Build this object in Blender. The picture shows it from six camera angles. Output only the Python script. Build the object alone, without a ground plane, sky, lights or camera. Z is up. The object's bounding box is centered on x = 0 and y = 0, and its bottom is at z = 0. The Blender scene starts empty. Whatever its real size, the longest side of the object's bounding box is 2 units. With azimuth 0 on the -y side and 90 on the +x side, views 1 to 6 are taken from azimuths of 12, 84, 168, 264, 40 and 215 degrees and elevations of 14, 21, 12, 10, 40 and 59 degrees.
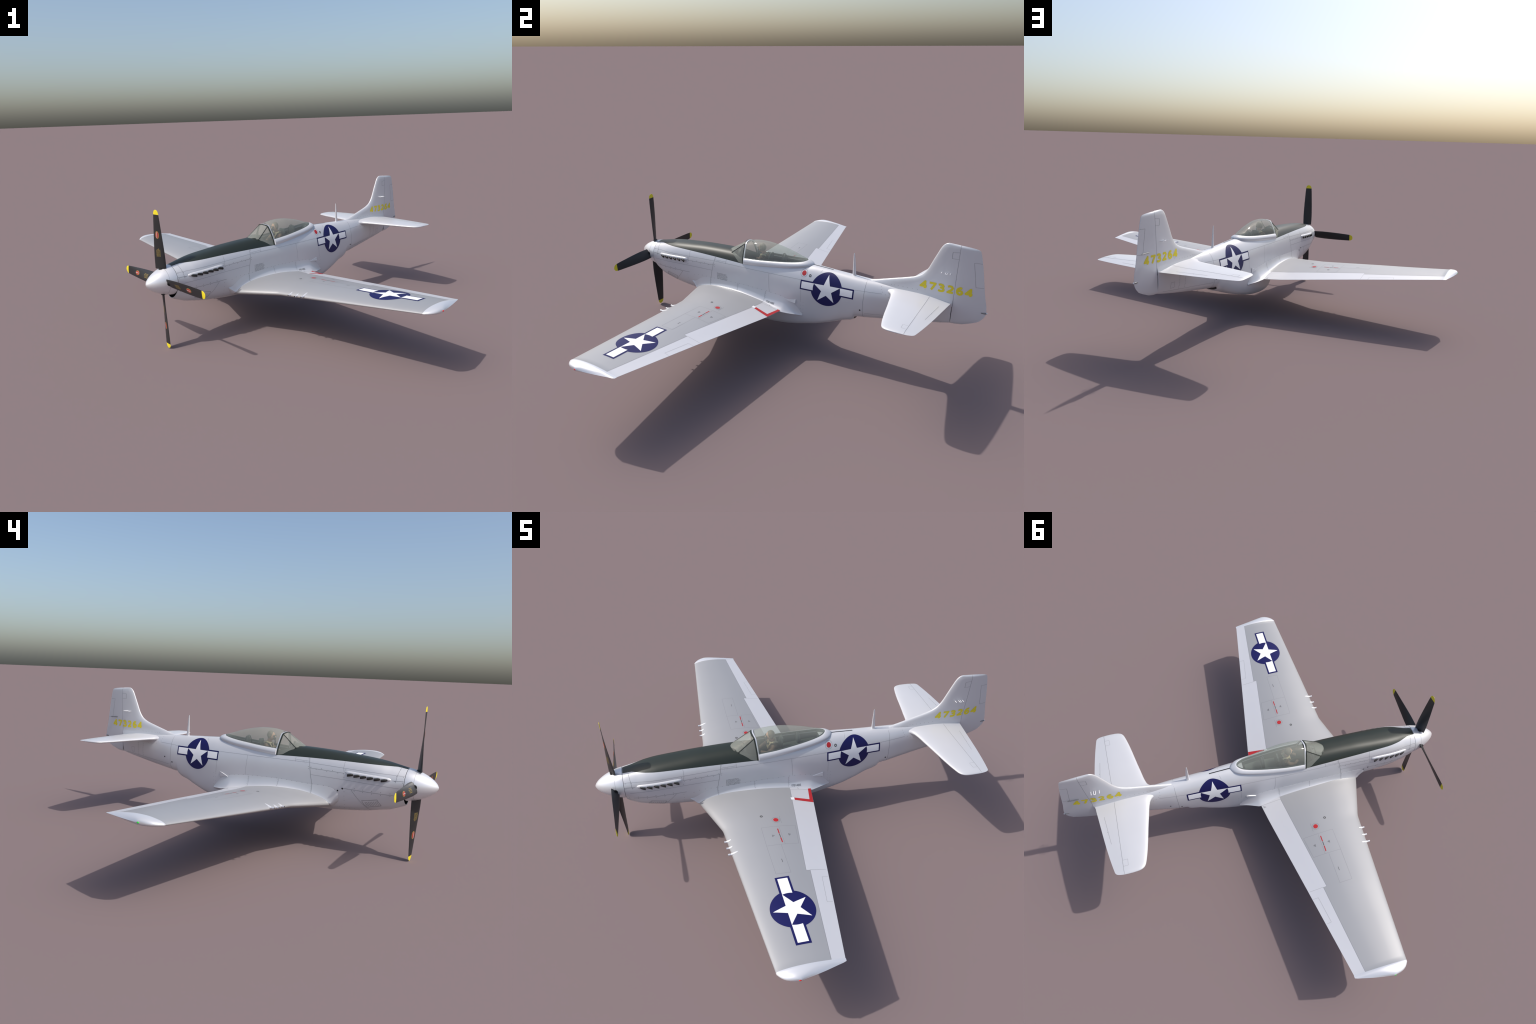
# A silver single-seat propeller fighter, built part by part.
# Everything is modelled in the aircraft's own frame (nose on -Y, left wing on +X, z up)
# and the root empty turns it into its place.
import bpy, bmesh, math, random
import numpy as np
from math import sin, cos, pi, radians, sqrt
from mathutils import Vector, Matrix
from mathutils.bvhtree import BVHTree

random.seed(7)
YAW = radians(-37.087)
OFF = 0.0990

# ------------------------------------------------------------------ helpers
def pchip(xs, ys):
    x = np.array(xs, float); y = np.array(ys, float)
    h = np.diff(x); d = np.diff(y) / h
    m = np.zeros(len(x))
    for i in range(1, len(x) - 1):
        if d[i-1] * d[i] > 0:
            w1 = 2*h[i] + h[i-1]; w2 = h[i] + 2*h[i-1]
            m[i] = (w1 + w2) / (w1/d[i-1] + w2/d[i])
    m[0] = d[0]; m[-1] = d[-1]
    def f(t):
        i = int(min(max(np.searchsorted(x, t) - 1, 0), len(x) - 2))
        s = (t - x[i]) / h[i]
        if t < x[0]: return float(y[0] + m[0]*(t - x[0]))
        if t > x[-1]: return float(y[-1] + m[-1]*(t - x[-1]))
        return float((1+2*s)*(1-s)**2*y[i] + s*(1-s)**2*h[i]*m[i] + s*s*(3-2*s)*y[i+1] + s*s*(s-1)*h[i]*m[i+1])
    return f

def lin(xs, ys):
    def f(t):
        i = 0
        while i < len(xs) - 2 and t > xs[i+1]: i += 1
        return ys[i] + (ys[i+1]-ys[i]) * (t-xs[i]) / (xs[i+1]-xs[i])
    return f

root = bpy.data.objects.new("fighter_plane", None)
bpy.context.scene.collection.objects.link(root)
root.rotation_euler = (0, 0, YAW)
root.location = (OFF*cos(YAW), OFF*sin(YAW), 0)
root["label"] = "silver single-seat fighter plane with bubble canopy and four-blade propeller"
root["category"] = "airplane"

def add(name, mesh, parent=None, mats=()):
    o = bpy.data.objects.new(name, mesh)
    bpy.context.scene.collection.objects.link(o)
    o.parent = parent or root
    for m in mats:
        if m and m.name not in [x.name for x in mesh.materials if x]: mesh.materials.append(m)
    return o

def mesh_from(name, verts, faces, smooth=True, angle=None):
    me = bpy.data.meshes.new(name)
    me.from_pydata([tuple(v) for v in verts], [], faces)
    me.validate(); me.update()
    if smooth:
        for p in me.polygons: p.use_smooth = True
        if angle: me.set_sharp_from_angle(angle=radians(angle))
    return me

def fix_normals(me):
    bm = bmesh.new(); bm.from_mesh(me)
    bmesh.ops.recalc_face_normals(bm, faces=bm.faces)
    bm.to_mesh(me); bm.free(); me.update()

def loft(rings, closed=True, cap0=False, cap1=False):
    n = len(rings[0]); V = [p for r in rings for p in r]; F = []
    for i in range(len(rings)-1):
        for j in range(n if closed else n-1):
            k = (j+1) % n
            F.append((i*n+j, i*n+k, (i+1)*n+k, (i+1)*n+j))
    if cap0: F.append(tuple(range(n))[::-1])
    if cap1: F.append(tuple((len(rings)-1)*n + j for j in range(n)))
    return V, F

def solid(name, rings, parent=None, mat=None, closed=True, cap0=True, cap1=True, angle=40):
    V, F = loft(rings, closed, cap0, cap1)
    me = mesh_from(name, V, F)
    fix_normals(me)
    me.set_sharp_from_angle(angle=radians(angle))
    return add(name, me, parent, [mat])

def tube(name, pts, r, mat, parent=None, seg=8, cap=True):
    pts = [Vector(p) for p in pts]; rings = []
    rr = r if isinstance(r, (list, tuple)) else [r]*len(pts)
    up = None
    for i, p in enumerate(pts):
        t = (pts[min(i+1, len(pts)-1)] - pts[max(i-1, 0)]).normalized()
        if up is None:
            up = Vector((0, 0, 1)) if abs(t.z) < .9 else Vector((0, 1, 0))
        a = t.cross(up).normalized(); b = a.cross(t).normalized(); up = b
        rings.append([p + a*cos(2*pi*k/seg)*rr[i] + b*sin(2*pi*k/seg)*rr[i] for k in range(seg)])
    return solid(name, rings, parent, mat, cap0=cap, cap1=cap, angle=50)

def ellipsoid(name, c, r, mat, parent=None, seg=24, rot=None):
    bm = bmesh.new()
    bmesh.ops.create_uvsphere(bm, u_segments=seg, v_segments=seg//2, radius=1)
    M = Matrix.Translation(Vector(c)) @ (rot or Matrix.Identity(4)) @ Matrix.Diagonal((*r, 1))
    bmesh.ops.transform(bm, matrix=M, verts=bm.verts)
    me = bpy.data.meshes.new(name); bm.to_mesh(me); bm.free()
    for p in me.polygons: p.use_smooth = True
    return add(name, me, parent, [mat])

# ------------------------------------------------------------------ materials
def mat_new(name, col, rough=.5, metal=0., spec=.5, coat=0.):
    m = bpy.data.materials.new(name); m.use_nodes = True
    b = m.node_tree.nodes["Principled BSDF"]
    b.inputs["Base Color"].default_value = (*col, 1)
    b.inputs["Roughness"].default_value = rough
    b.inputs["Metallic"].default_value = metal
    b.inputs["Specular IOR Level"].default_value = spec
    b.inputs["Coat Weight"].default_value = coat
    return m

def grain(m, col, amount=.03, scale=60):
    """fine mottling of the base colour"""
    nt = m.node_tree; N = nt.nodes; L = nt.links
    b = N["Principled BSDF"]
    tc = N.new("ShaderNodeTexCoord"); no = N.new("ShaderNodeTexNoise")
    no.inputs["Scale"].default_value = scale; no.inputs["Detail"].default_value = 3
    r = N.new("ShaderNodeValToRGB")
    r.color_ramp.elements[0].color = (*[c*(1-amount) for c in col], 1)
    r.color_ramp.elements[1].color = (*[min(1, c*(1+amount)) for c in col], 1)
    L.new(tc.outputs["Object"], no.inputs["Vector"]); L.new(no.outputs["Fac"], r.inputs["Fac"])
    L.new(r.outputs["Color"], b.inputs["Base Color"])
    return r

SILVER = (.635, .635, .65)
METAL, ROUGH = .2, .34
M_skin = mat_new("bare_metal_skin", SILVER, ROUGH, METAL); grain(M_skin, SILVER, .02, 12)
M_wing = mat_new("painted_wing_grey", (.395, .395, .40), .42, .3); grain(M_wing, (.395, .395, .40), .015, 10)
M_flap = mat_new("bare_metal_flap", (.62, .62, .64), .42, .2); grain(M_flap, (.62, .62, .64), .015, 10)
M_tip = mat_new("bare_metal_tip", (.74, .74, .755), .34, .4)
OLIVE = (.019, .025, .018)
M_olive = mat_new("anti_glare_olive", OLIVE, .5)
M_int = mat_new("cockpit_green", (.06, .075, .065), .7)
M_black = mat_new("matt_black", (.012, .012, .013), .55)
M_blade = mat_new("blade_black", (.018, .018, .019), .42)
M_yellow = mat_new("tip_yellow", (.80, .66, .02), .5)
M_stack = mat_new("exhaust_iron", (.022, .022, .022), .5, .3)
M_line = mat_new("panel_gap", (.22, .22, .24), .6)
M_lined = mat_new("panel_gap_dark", (.16, .16, .17), .6)
M_rivet = mat_new("fastener", (.15, .15, .16), .5)
M_blue = mat_new("insignia_blue", (.006, .006, .082), .5, 0., .35)
M_white = mat_new("insignia_white", (.86, .86, .87), .45)
M_red = mat_new("marking_red", (.43, .016, .02), .5)
M_num = mat_new("serial_yellow", (.76, .62, .022), .6)
M_ink = mat_new("stencil_ink", (.07, .07, .07), .6)
M_gold = mat_new("stencil_gold", (.36, .26, .06), .6)
M_badge = mat_new("badge_orange", (.38, .042, .032), .55)
M_band = mat_new("badge_band", (.55, .52, .50), .55)
M_sill = mat_new("sill_grey", (.12, .135, .14), .5)
M_tan = mat_new("webbing_tan", (.48, .40, .24), .8)
M_leather = mat_new("helmet_leather", (.13, .10, .065), .6)
M_jacket = mat_new("flying_jacket", (.17, .105, .065), .7)
M_skinface = mat_new("pilot_face", (.55, .30, .19), .55)
M_rubber = mat_new("mask_rubber", (.03, .04, .035), .5)
M_gun = mat_new("gun_steel", (.03, .03, .06), .35, .4)
M_lred = mat_new("lamp_red", (.75, .02, .02), .2)
M_lgreen = mat_new("lamp_green", (.04, .70, .06), .2)
M_chrome = mat_new("polished_strip", (.85, .86, .88), .15, .9)
M_steel = mat_new("dull_steel", (.25, .25, .25), .4, .6)
M_dash = mat_new("instrument_grey", (.035, .045, .04), .6)

# fuselage skin: bare metal below, dull olive anti-glare panel on top of the nose
def fuselage_material():
    m = mat_new("fuselage_skin", SILVER, ROUGH, METAL)
    nt = m.node_tree; N = nt.nodes; L = nt.links
    b = N["Principled BSDF"]
    tc = N.new("ShaderNodeTexCoord"); sp = N.new("ShaderNodeSeparateXYZ")
    L.new(tc.outputs["Object"], sp.inputs[0])
    def M(op, a, b_=None, c=None):
        n = N.new("ShaderNodeMath"); n.operation = op
        for i, v in enumerate((a, b_, c)):
            if v is None: continue
            if isinstance(v, (int, float)): n.inputs[i].default_value = v
            else: L.new(v, n.inputs[i])
        return n.outputs[0]
    y, z = sp.outputs["Y"], sp.outputs["Z"]
    d = M("ADD", y, .47)
    edge = M("SUBTRACT", .4425, M("MULTIPLY", M("MULTIPLY", d, d), .062))
    edge = M("SUBTRACT", edge, M("MULTIPLY", M("MAXIMUM", M("SUBTRACT", -.70, y), 0), .13))
    mk = M("MULTIPLY", M("GREATER_THAN", z, edge), M("MULTIPLY", M("LESS_THAN", y, -.086), M("GREATER_THAN", y, -.744)))
    no = N.new("ShaderNodeTexNoise"); no.inputs["Scale"].default_value = 14; no.inputs["Detail"].default_value = 3
    L.new(tc.outputs["Object"], no.inputs["Vector"])
    r = N.new("ShaderNodeValToRGB")
    r.color_ramp.elements[0].color = (*[c*.98 for c in SILVER], 1); r.color_ramp.elements[1].color = (*[c*1.02 for c in SILVER], 1)
    L.new(no.outputs["Fac"], r.inputs["Fac"])
    mix = N.new("ShaderNodeMix"); mix.data_type = "RGBA"
    L.new(mk, mix.inputs["Factor"]); L.new(r.outputs["Color"], mix.inputs["A"])
    mix.inputs["B"].default_value = (*OLIVE, 1)
    L.new(mix.outputs["Result"], b.inputs["Base Color"])
    L.new(M("SUBTRACT", METAL, M("MULTIPLY", mk, METAL)), b.inputs["Metallic"])
    L.new(M("ADD", ROUGH, M("MULTIPLY", mk, .10)), b.inputs["Roughness"])
    return m
M_fus = fuselage_material()

def glass_material():
    m = bpy.data.materials.new("tinted_glass"); m.use_nodes = True
    nt = m.node_tree; N = nt.nodes; L = nt.links
    b = N["Principled BSDF"]
    b.inputs["Base Color"].default_value = (.57, .59, .52, 1)
    b.inputs["Roughness"].default_value = .06
    tr = N.new("ShaderNodeBsdfTransparent"); tr.inputs[0].default_value = (.86, .90, .87, 1)
    mx = N.new("ShaderNodeMixShader"); mx.inputs[0].default_value = .30
    out = N["Material Output"]
    L.new(tr.outputs[0], mx.inputs[1]); L.new(b.outputs[0], mx.inputs[2]); L.new(mx.outputs[0], out.inputs[0])
    return m
M_glass = glass_material()

# ------------------------------------------------------------------ fuselage
#      y     top    bottom  half-width  z of widest  n-top n-bottom
FUS = [(-.745, .4352, .2610, .0768, .3585, 2.00, 1.70),
       (-.735, .4375, .2550, .0780, .3570, 2.02, 1.85),
       (-.715, .4415, .2470, .0805, .3550, 2.05, 2.05),
       (-.680, .4485, .2330, .0845, .3480, 2.15, 2.25),
       (-.635, .4560, .2235, .0898, .3420, 2.45, 2.35),
       (-.570, .4635, .2100, .0930, .3360, 2.70, 2.40),
       (-.480, .4710, .1980, .0938, .3300, 2.72, 2.45),
       (-.360, .4795, .1870, .0937, .3260, 2.70, 2.50),
       (-.200, .4835, .1810, .0935, .3230, 2.70, 2.60),
       (-.060, .4825, .1780, .0926, .3200, 2.70, 2.70),
       (-.022, .4822, .1770, .0924, .3190, 2.70, 2.80),
       (-.018, .4821, .1200, .0924, .3180, 2.70, 3.10),
       ( .060, .4815, .1130, .0900, .3140, 2.70, 3.80),
       ( .140, .4815, .1195, .0885, .3130, 2.55, 3.90),
       ( .220, .4830, .1330, .0870, .3140, 2.30, 4.00),
       ( .300, .4835, .1540, .0842, .3150, 2.15, 4.20),
       ( .370, .4805, .1740, .0790, .3160, 2.10, 4.40),
       ( .430, .4770, .1950, .0733, .3200, 2.10, 4.20),
       ( .500, .4730, .2200, .0685, .3260, 2.15, 3.10),
       ( .560, .4698, .2430, .0660, .3300, 2.20, 2.80),
       ( .566, .4695, .2555, .0658, .3310, 2.20, 2.60),
       ( .610, .4675, .2610, .0640, .3340, 2.20, 2.30),
       ( .700, .4645, .2740, .0535, .3480, 2.15, 2.20),
       ( .800, .4610, .2890, .0420, .3640, 2.10, 2.10),
       ( .900, .4570, .3060, .0310, .3800, 2.05, 2.05),
       ( .980, .4530, .3210, .0210, .3920, 2.00, 2.00),
       (1.026, .4500, .3315, .0140, .3950, 2.00, 2.00)]
_fy = [r[0] for r in FUS]
FP = [pchip(_fy, [r[i] for r in FUS]) for i in range(1, 7)]
def fus_ring(y, n=112):
    zt, zb, a, zw, nt, nb = [f(y) for f in FP]
    P = []
    for k in range(n):
        t = 2*pi*(k+.5)/n
        c, s = cos(t), sin(t); e = nt if s >= 0 else nb
        x = a*math.copysign(abs(c)**(2/e), c)
        z = zw + (zt-zw if s >= 0 else zw-zb)*math.copysign(abs(s)**(2/e), s)
        P.append(Vector((x, y, z)))
    return P
def fus_side(y, z):
    zt, zb, a, zw, nt, nb = [f(y) for f in FP]
    h, e = (zt-zw, nt) if z >= zw else (zw-zb, nb)
    q = min(1, abs(z-zw)/h)
    return a*(1-q**e)**(1/e)
ys = sorted(set([r[0] for r in FUS] + [round(-.745 + 1.771*i/150, 5) for i in range(151)]))
V, F = loft([fus_ring(y) for y in ys], True, False, True)
# blunt front bulkhead, recessed behind the spinner
nfr = 112
front_in = [Vector((p.x*.965, -.744, .3585+(p.z-.3585)*.972)) for p in fus_ring(-.745)]
b0 = len(V); V += front_in
for j in range(nfr): F.append((j, (j+1) % nfr, b0+(j+1) % nfr, b0+j))
front_back = [Vector((p.x*.93, -.705, .3585+(p.z-.3585)*.93)) for p in fus_ring(-.745)]
b1 = len(V); V += front_back
for j in range(nfr): F.append((b0+j, b0+(j+1) % nfr, b1+(j+1) % nfr, b1+j))
F.append(tuple(range(b1, b1+nfr)))
fus_me = mesh_from("fuselage", V, F); fix_normals(fus_me)
fuselage = add("fuselage", fus_me, None, [M_fus, M_int, M_black])
for p in fus_me.polygons:
    if all(v >= b0 for v in p.vertices): p.material_index = 2
    c = p.center
    if abs(p.normal.y) > .8 and c.z < .26 and -.03 < c.y < .6 and c.z > .12:
        p.material_index = 2
FUS_V = [v.co.copy() for v in fus_me.vertices]; FUS_F = [tuple(p.vertices) for p in fus_me.polygons]

# glass edge along the canopy rail: half-width and height
GW = pchip([-.20, -.17, -.14, -.085, 0, .09, .16, .218, .235, .25, .26, .267, .271, .2725], [.030, .046, .060, .0715, .0692, .0597, .0495, .0382, .0335, .0270, .0205, .0130, .0060, .0005])
GZ = pchip([-.085, 0, .09, .16, .218, .25, .2725], [.4655, .4705, .4775, .4835, .4905, .4962, .5020])
# cockpit opening cut into the fuselage
tub_rings = []
for y in [-.165, -.15, -.12, -.085, -.04, 0, .05, .09, .13, .16, .19, .218, .24]:
    w = GW(y) - .006
    tub_rings.append([Vector((x, y, z)) for x, z in [(-w, .56), (-w, .445), (-w*.9, .345), (w*.9, .345), (w, .445), (w, .56)]])
V, F = loft(tub_rings, True, True, True)
cut_me = mesh_from("cockpit_cutter", V, F, smooth=False); fix_normals(cut_me)
for m in (M_fus, M_int, M_black): cut_me.materials.append(m)
for p in cut_me.polygons: p.material_index = 1
cutter = bpy.data.objects.new("cockpit_cutter", cut_me); bpy.context.scene.collection.objects.link(cutter)
cutter.parent = root
mod = fuselage.modifiers.new("cut", "BOOLEAN"); mod.object = cutter; mod.operation = "DIFFERENCE"; mod.solver = "EXACT"
bpy.context.view_layer.update()
dg = bpy.context.evaluated_depsgraph_get()
new = bpy.data.meshes.new_from_object(fuselage.evaluated_get(dg))
fuselage.modifiers.clear(); fuselage.data = new; new.name = "fuselage"
bpy.data.objects.remove(cutter)
new.set_sharp_from_angle(angle=radians(35))

# ------------------------------------------------------------------ wing
y_le = lin([.06, .102, .325, .338, .351, 1.146], [-.4131, -.399, -.3243, -.3203, -.3180, -.2575])
y_te = lin([.06, .23, 1.150], [.1850, .1585, .0012])
z_le = lin([.06, .102, .338, 1.146], [.2250, .2290, .2530, .3250])
z_te = lin([.06, .1316, .23, .705, 1.15], [.2310, .2326, .2380, .2855, .3275])
_U = pchip([0, .06, .1118, .2236, .316, .4, .447, .5477, .632, .7071, .7416, .7746, .8367, .889, .9487, 1],
           [0, .0118, .0215, .043, .0595, .0725, .079, .0880, .0893, .0855, .0818, .0755, .0605, .0445, .0215, .0015])
_D = pchip([0, .06, .1118, .2236, .316, .5477, .67, .7746, .8944, .9487, 1],
           [0, .009, .016, .030, .040, .058, .060, .052, .024, .011, .0012])
w_sc = lin([.1, .36, .717, .88, 1.055, 1.15], [.95, .97, .91, .82, .78, .80])
TIPX = [1.1385, 1.1425, 1.146, 1.150, 1.1515, 1.156, 1.160, 1.166, 1.172, 1.177, 1.181, 1.184, 1.186, 1.188, 1.1890]
tip_le = pchip([1.146, 1.160, 1.172, 1.181, 1.186, 1.1890], [-.2575, -.2475, -.2345, -.2165, -.1965, -.176])
tip_te = pchip([1.1385, 1.1515, 1.160, 1.168, 1.1745, 1.181, 1.186, 1.1890], [.0046, .0032, -.028, -.062, -.091, -.127, -.158, -.174])
def wing_le(x): return y_le(x) if x <= 1.146 else tip_le(x)
def wing_te(x): return y_te(x) if x <= 1.1385 else tip_te(x)
def hinge_y(x):
    if x < .693: return .0525 + (-.0153-.0525)*(x-.2035)/(.6895-.2035)
    return .0017 + (-.0505-.0017)*(x-.695)/(1.1366-.695)
def wing_pt(x, f, up=True):
    le, te = wing_le(x), wing_te(x)
    y = le + (te-le)*f
    xe = min(x, 1.1385)
    c = y_te(xe)-y_le(xe)
    if x > 1.1385: c *= max(0, 1-((x-1.1385)/(1.1892-1.1385))**2.3)**.45
    # height of the chord line is kept from the untapered planform
    fb = (y - y_le(xe))/(y_te(xe)-y_le(xe)); fb = min(max(fb, 0), 1.02)
    zc = z_le(x) + (z_te(x)-z_le(x))*fb
    s = sqrt(f); t = _U(s) if up else -_D(s)
    return Vector((x, y, zc + t*w_sc(xe)*c*(1 if x <= 1.1385 else 1.12)))
def wing_z(x, y): return wing_pt(x, (y-wing_le(x))/(wing_te(x)-wing_le(x))).z

COLS = [.05, .075, .095, .115] + [.115+(.3-.115)*i/8 for i in range(1, 9)] + [.325, .338, .351] + \
       [.351+(.692-.351)*i/14 for i in range(1, 15)] + [.694] + [.694+(1.1385-.694)*i/18 for i in range(1, 18)] + TIPX
def wing_build(sx):
    main = [0.5*(1-cos(pi*i/26)) for i in range(27)]     # 0 at LE, 1 at hinge
    rows = []
    for x in COLS:
        le, te = wing_le(x), wing_te(x)
        fh = (hinge_y(min(x, 1.1385))-y_le(min(x, 1.1385)))/(y_te(min(x, 1.1385))-y_le(min(x, 1.1385)))
        r = [(fh+(1-fh)*t, True) for t in (1, .8, .6, .4, .2)] + [(fh*m, True) for m in main[::-1]]
        r += [(fh*m, False) for m in main[1:]] + [(fh+(1-fh)*t, False) for t in (.2, .4, .6, .8, 1)]
        rows.append([wing_pt(x, f, u) for f, u in r])
    n = len(rows[0])
    V = [Vector((p.x*sx, p.y, p.z)) for r in rows for p in r]
    groups = {"wing": [], "flap": [], "aileron": [], "wing_tip": []}
    for i in range(len(rows)-1):
        xm = .5*(COLS[i]+COLS[i+1])
        for j in range(n):
            k = (j+1) % n
            f = (i*n+j, i*n+k, (i+1)*n+k, (i+1)*n+j)
            if sx > 0: f = f[::-1]
            rear = j < 5 or j >= n-6
            if xm > 1.1385: g = "wing_tip"
            elif rear and xm > .115: g = "flap" if xm < .693 else "aileron"
            else: g = "wing"
            groups[g].append(f)
    last = tuple((len(rows)-1)*n+j for j in range(n))
    groups["wing_tip"].append(last if sx < 0 else last[::-1])
    return V, groups

def split_objects(V, groups, mats, parent=None, names=None, children=True, skip=None):
    """one smooth surface cut into objects that share the whole surface's normals"""
    allF = [f for g in groups.values() for f in g]
    me = mesh_from("whole", V, [f for f in allF if not skip or not skip(f)])
    nrm = [v.normal.copy() for v in me.vertices]
    bpy.data.meshes.remove(me)
    out = {}
    first = None
    for g, fs in groups.items():
        idx = sorted({i for f in fs for i in f}); mp = {a: b for b, a in enumerate(idx)}
        m2 = mesh_from(g, [V[i] for i in idx], [tuple(mp[i] for i in f) for f in fs])
        if len(m2.vertices) == len(idx): m2.normals_split_custom_set_from_vertices([nrm[i] for i in idx])
        o = add(g, m2, parent if (first is None or not children) else first, [mats[g]])
        if first is None: first = o
        out[g] = o
    return out, allF, nrm

def te_face(n):
    """faces closing the thin trailing edge: they join the first and last row"""
    return lambda f: len(f) == 4 and {0, n-1} <= {i % n for i in f} and len({i % n for i in f}) == 2
WING = {}
surf = []      # (verts, faces, normals) for decal projection
for sx in (1, -1):
    V, G = wing_build(sx)
    objs, allF, nrm = split_objects(V, G, {"wing": M_wing, "flap": M_flap, "aileron": M_flap, "wing_tip": M_tip}, skip=te_face(63))
    WING[sx] = objs; surf.append((V, allF, nrm))

# ------------------------------------------------------------------ wing root fillets
f_px = pchip([-.44, -.42, -.402, -.39, -.30, -.11, .06, .178, .20, .23, .26, .286], [.0895, .0935, .1005, .1025, .1035, .1125, .1140, .1316, .122, .107, .095, .0865])
f_pz0 = pchip([-.44, -.42, -.402, -.392], [.262, .247, .233, .2465])
f_pz1 = pchip([.165, .178, .20, .23, .26, .286], [.2365, .2330, .2275, .2220, .2195, .2176])
f_top = pchip([-.44, -.42, -.40, -.37, -.30, -.12, 0, .12, .18, .22, .255, .286], [.285, .303, .310, .3135, .3130, .3170, .3140, .3060, .2980, .2850, .2600, .2250])
f_top_left = pchip([-.44, -.42, -.40, -.37, -.33, -.28], [.262, .266, .278, .297, .309, .3130])
def fillet_p1(y):
    x = f_px(y)
    if y < -.392: z = f_pz0(y)
    elif y > .165: z = f_pz1(y)
    else: z = wing_z(x, y) + .0006
    return x, z
fil_y = [-.44+(.726)*i/90 for i in range(91)]
for sx in (1, -1):
    rings = []
    for y in fil_y:
        x1, z1 = fillet_p1(y); zt = f_top_left(y) if sx > 0 and y < -.28 else f_top(y); x0 = fus_side(y, zt) + .0004
        zt = max(zt, z1+.004)
        cx, cz = x0+.003+.1*(x1-x0), z1+.12*(zt-z1)
        ring = [Vector((x0-.02, y, zt))]
        for k in range(15):
            t = k/14
            ring.append(Vector(((1-t)**2*x0+2*t*(1-t)*cx+t*t*x1, y, (1-t)**2*zt+2*t*(1-t)*cz+t*t*z1)))
        ring += [Vector((x1-.001, y, z1-.003)), Vector((x0-.012, y, z1-.016)), Vector((x0-.03, y, z1-.016))]
        rings.append([Vector((p.x*sx, p.y, p.z)) for p in ring])
    o = solid("wing_root_fillet", rings, fuselage, M_skin, angle=50)
    surf.append(([v.co.copy() for v in o.data.vertices], [tuple(p.vertices) for p in o.data.polygons], [v.normal.copy() for v in o.data.vertices]))
    # small upstanding wedge at the end of the fillet
    xt, xb, zt = (.0885, .0930, .301) if sx > 0 else (.0908, .0885, .311)
    w = [(.080, .1930, .292), (.0915, .1930, .2873), (xt-.004, .248, zt+(.002 if sx > 0 else -.009)), (xt, .248, zt), (xb, .247, .2815), (.078, .248, .275)]
    me = mesh_from("fillet_wedge", [Vector((a*sx, b, c)) for a, b, c in w], [(0, 1, 3, 2), (1, 4, 3), (2, 3, 4, 5), (0, 2, 5), (0, 5, 4, 1)], smooth=False)
    fix_normals(me); add("fillet_wedge", me, fuselage, [M_skin])

# ------------------------------------------------------------------ tailplane
t_le = pchip([0, .03, .045, .06, .15, .38, .395, .406, .413, .4165, .418], [.690, .718, .738, .7475, .7680, .8170, .8230, .8320, .8450, .8620, .886])
t_te = pchip([0, .39, .402, .409, .4135, .4165, .418], [1.0253, .9725, .9690, .9620, .9500, .9320, .908])
_S = pchip([0, .06, .1118, .2236, .316, .4472, .6, .7071, .8062, .8944, 1], [0, .011, .019, .033, .042, .050, .0525, .0505, .042, .026, .0015])
def tail_build(sx):
    xs = [0, .015, .03, .038, .045, .052, .06, .08, .1] + [.1+.28*i/14 for i in range(1, 15)] + [.388, .395, .401, .406, .41, .413, .4152, .4165, .4175, .418]
    main = [0.5*(1-cos(pi*i/18)) for i in range(19)]
    rows = []
    for x in xs:
        le, te = t_le(x), t_te(x); hy = .9237+(.9276-.9237)*(x-.021)/.392
        xe = min(x, .385); c = t_te(xe)-t_le(xe)
        if x > .385: c *= sqrt(max(0, 1-((x-.385)/(.4181-.385))**2))
        c = max(c, .004)
        if x < .08: c *= 1+.25*(1-x/.08)
        hy = min(max(hy, le+.01), te-.004); fh = (hy-le)/(te-le)
        sc = 1.0
        r = [(fh+(1-fh)*t, 1) for t in (1, .75, .5, .25)] + [(fh*m, 1) for m in main[::-1]] + [(fh*m, -1) for m in main[1:]] + [(fh+(1-fh)*t, -1) for t in (.25, .5, .75, 1)]
        rows.append([Vector((x*sx, le+(te-le)*f, .4355+.0*x+s*sc*_S(sqrt(f))*c)) for f, s in r])
    n = len(rows[0]); G = {"tailplane": [], "elevator": []}
    for i in range(len(rows)-1):
        for j in range(n):
            k = (j+1) % n; f = (i*n+j, i*n+k, (i+1)*n+k, (i+1)*n+j)
            if sx > 0: f = f[::-1]
            G["elevator" if (j < 4 or j >= n-5) and xs[i] >= .015 else "tailplane"].append(f)
    last = tuple((len(rows)-1)*n+j for j in range(n)); G["tailplane"].append(last if sx < 0 else last[::-1])
    return [p for r in rows for p in r], G
NT = 4+19+18+4
for sx in (1, -1):
    V, G = tail_build(sx)
    objs, allF, nrm = split_objects(V, G, {"tailplane": M_skin, "elevator": M_skin}, skip=te_face(NT))
    surf.append((V, allF, nrm))

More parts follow.
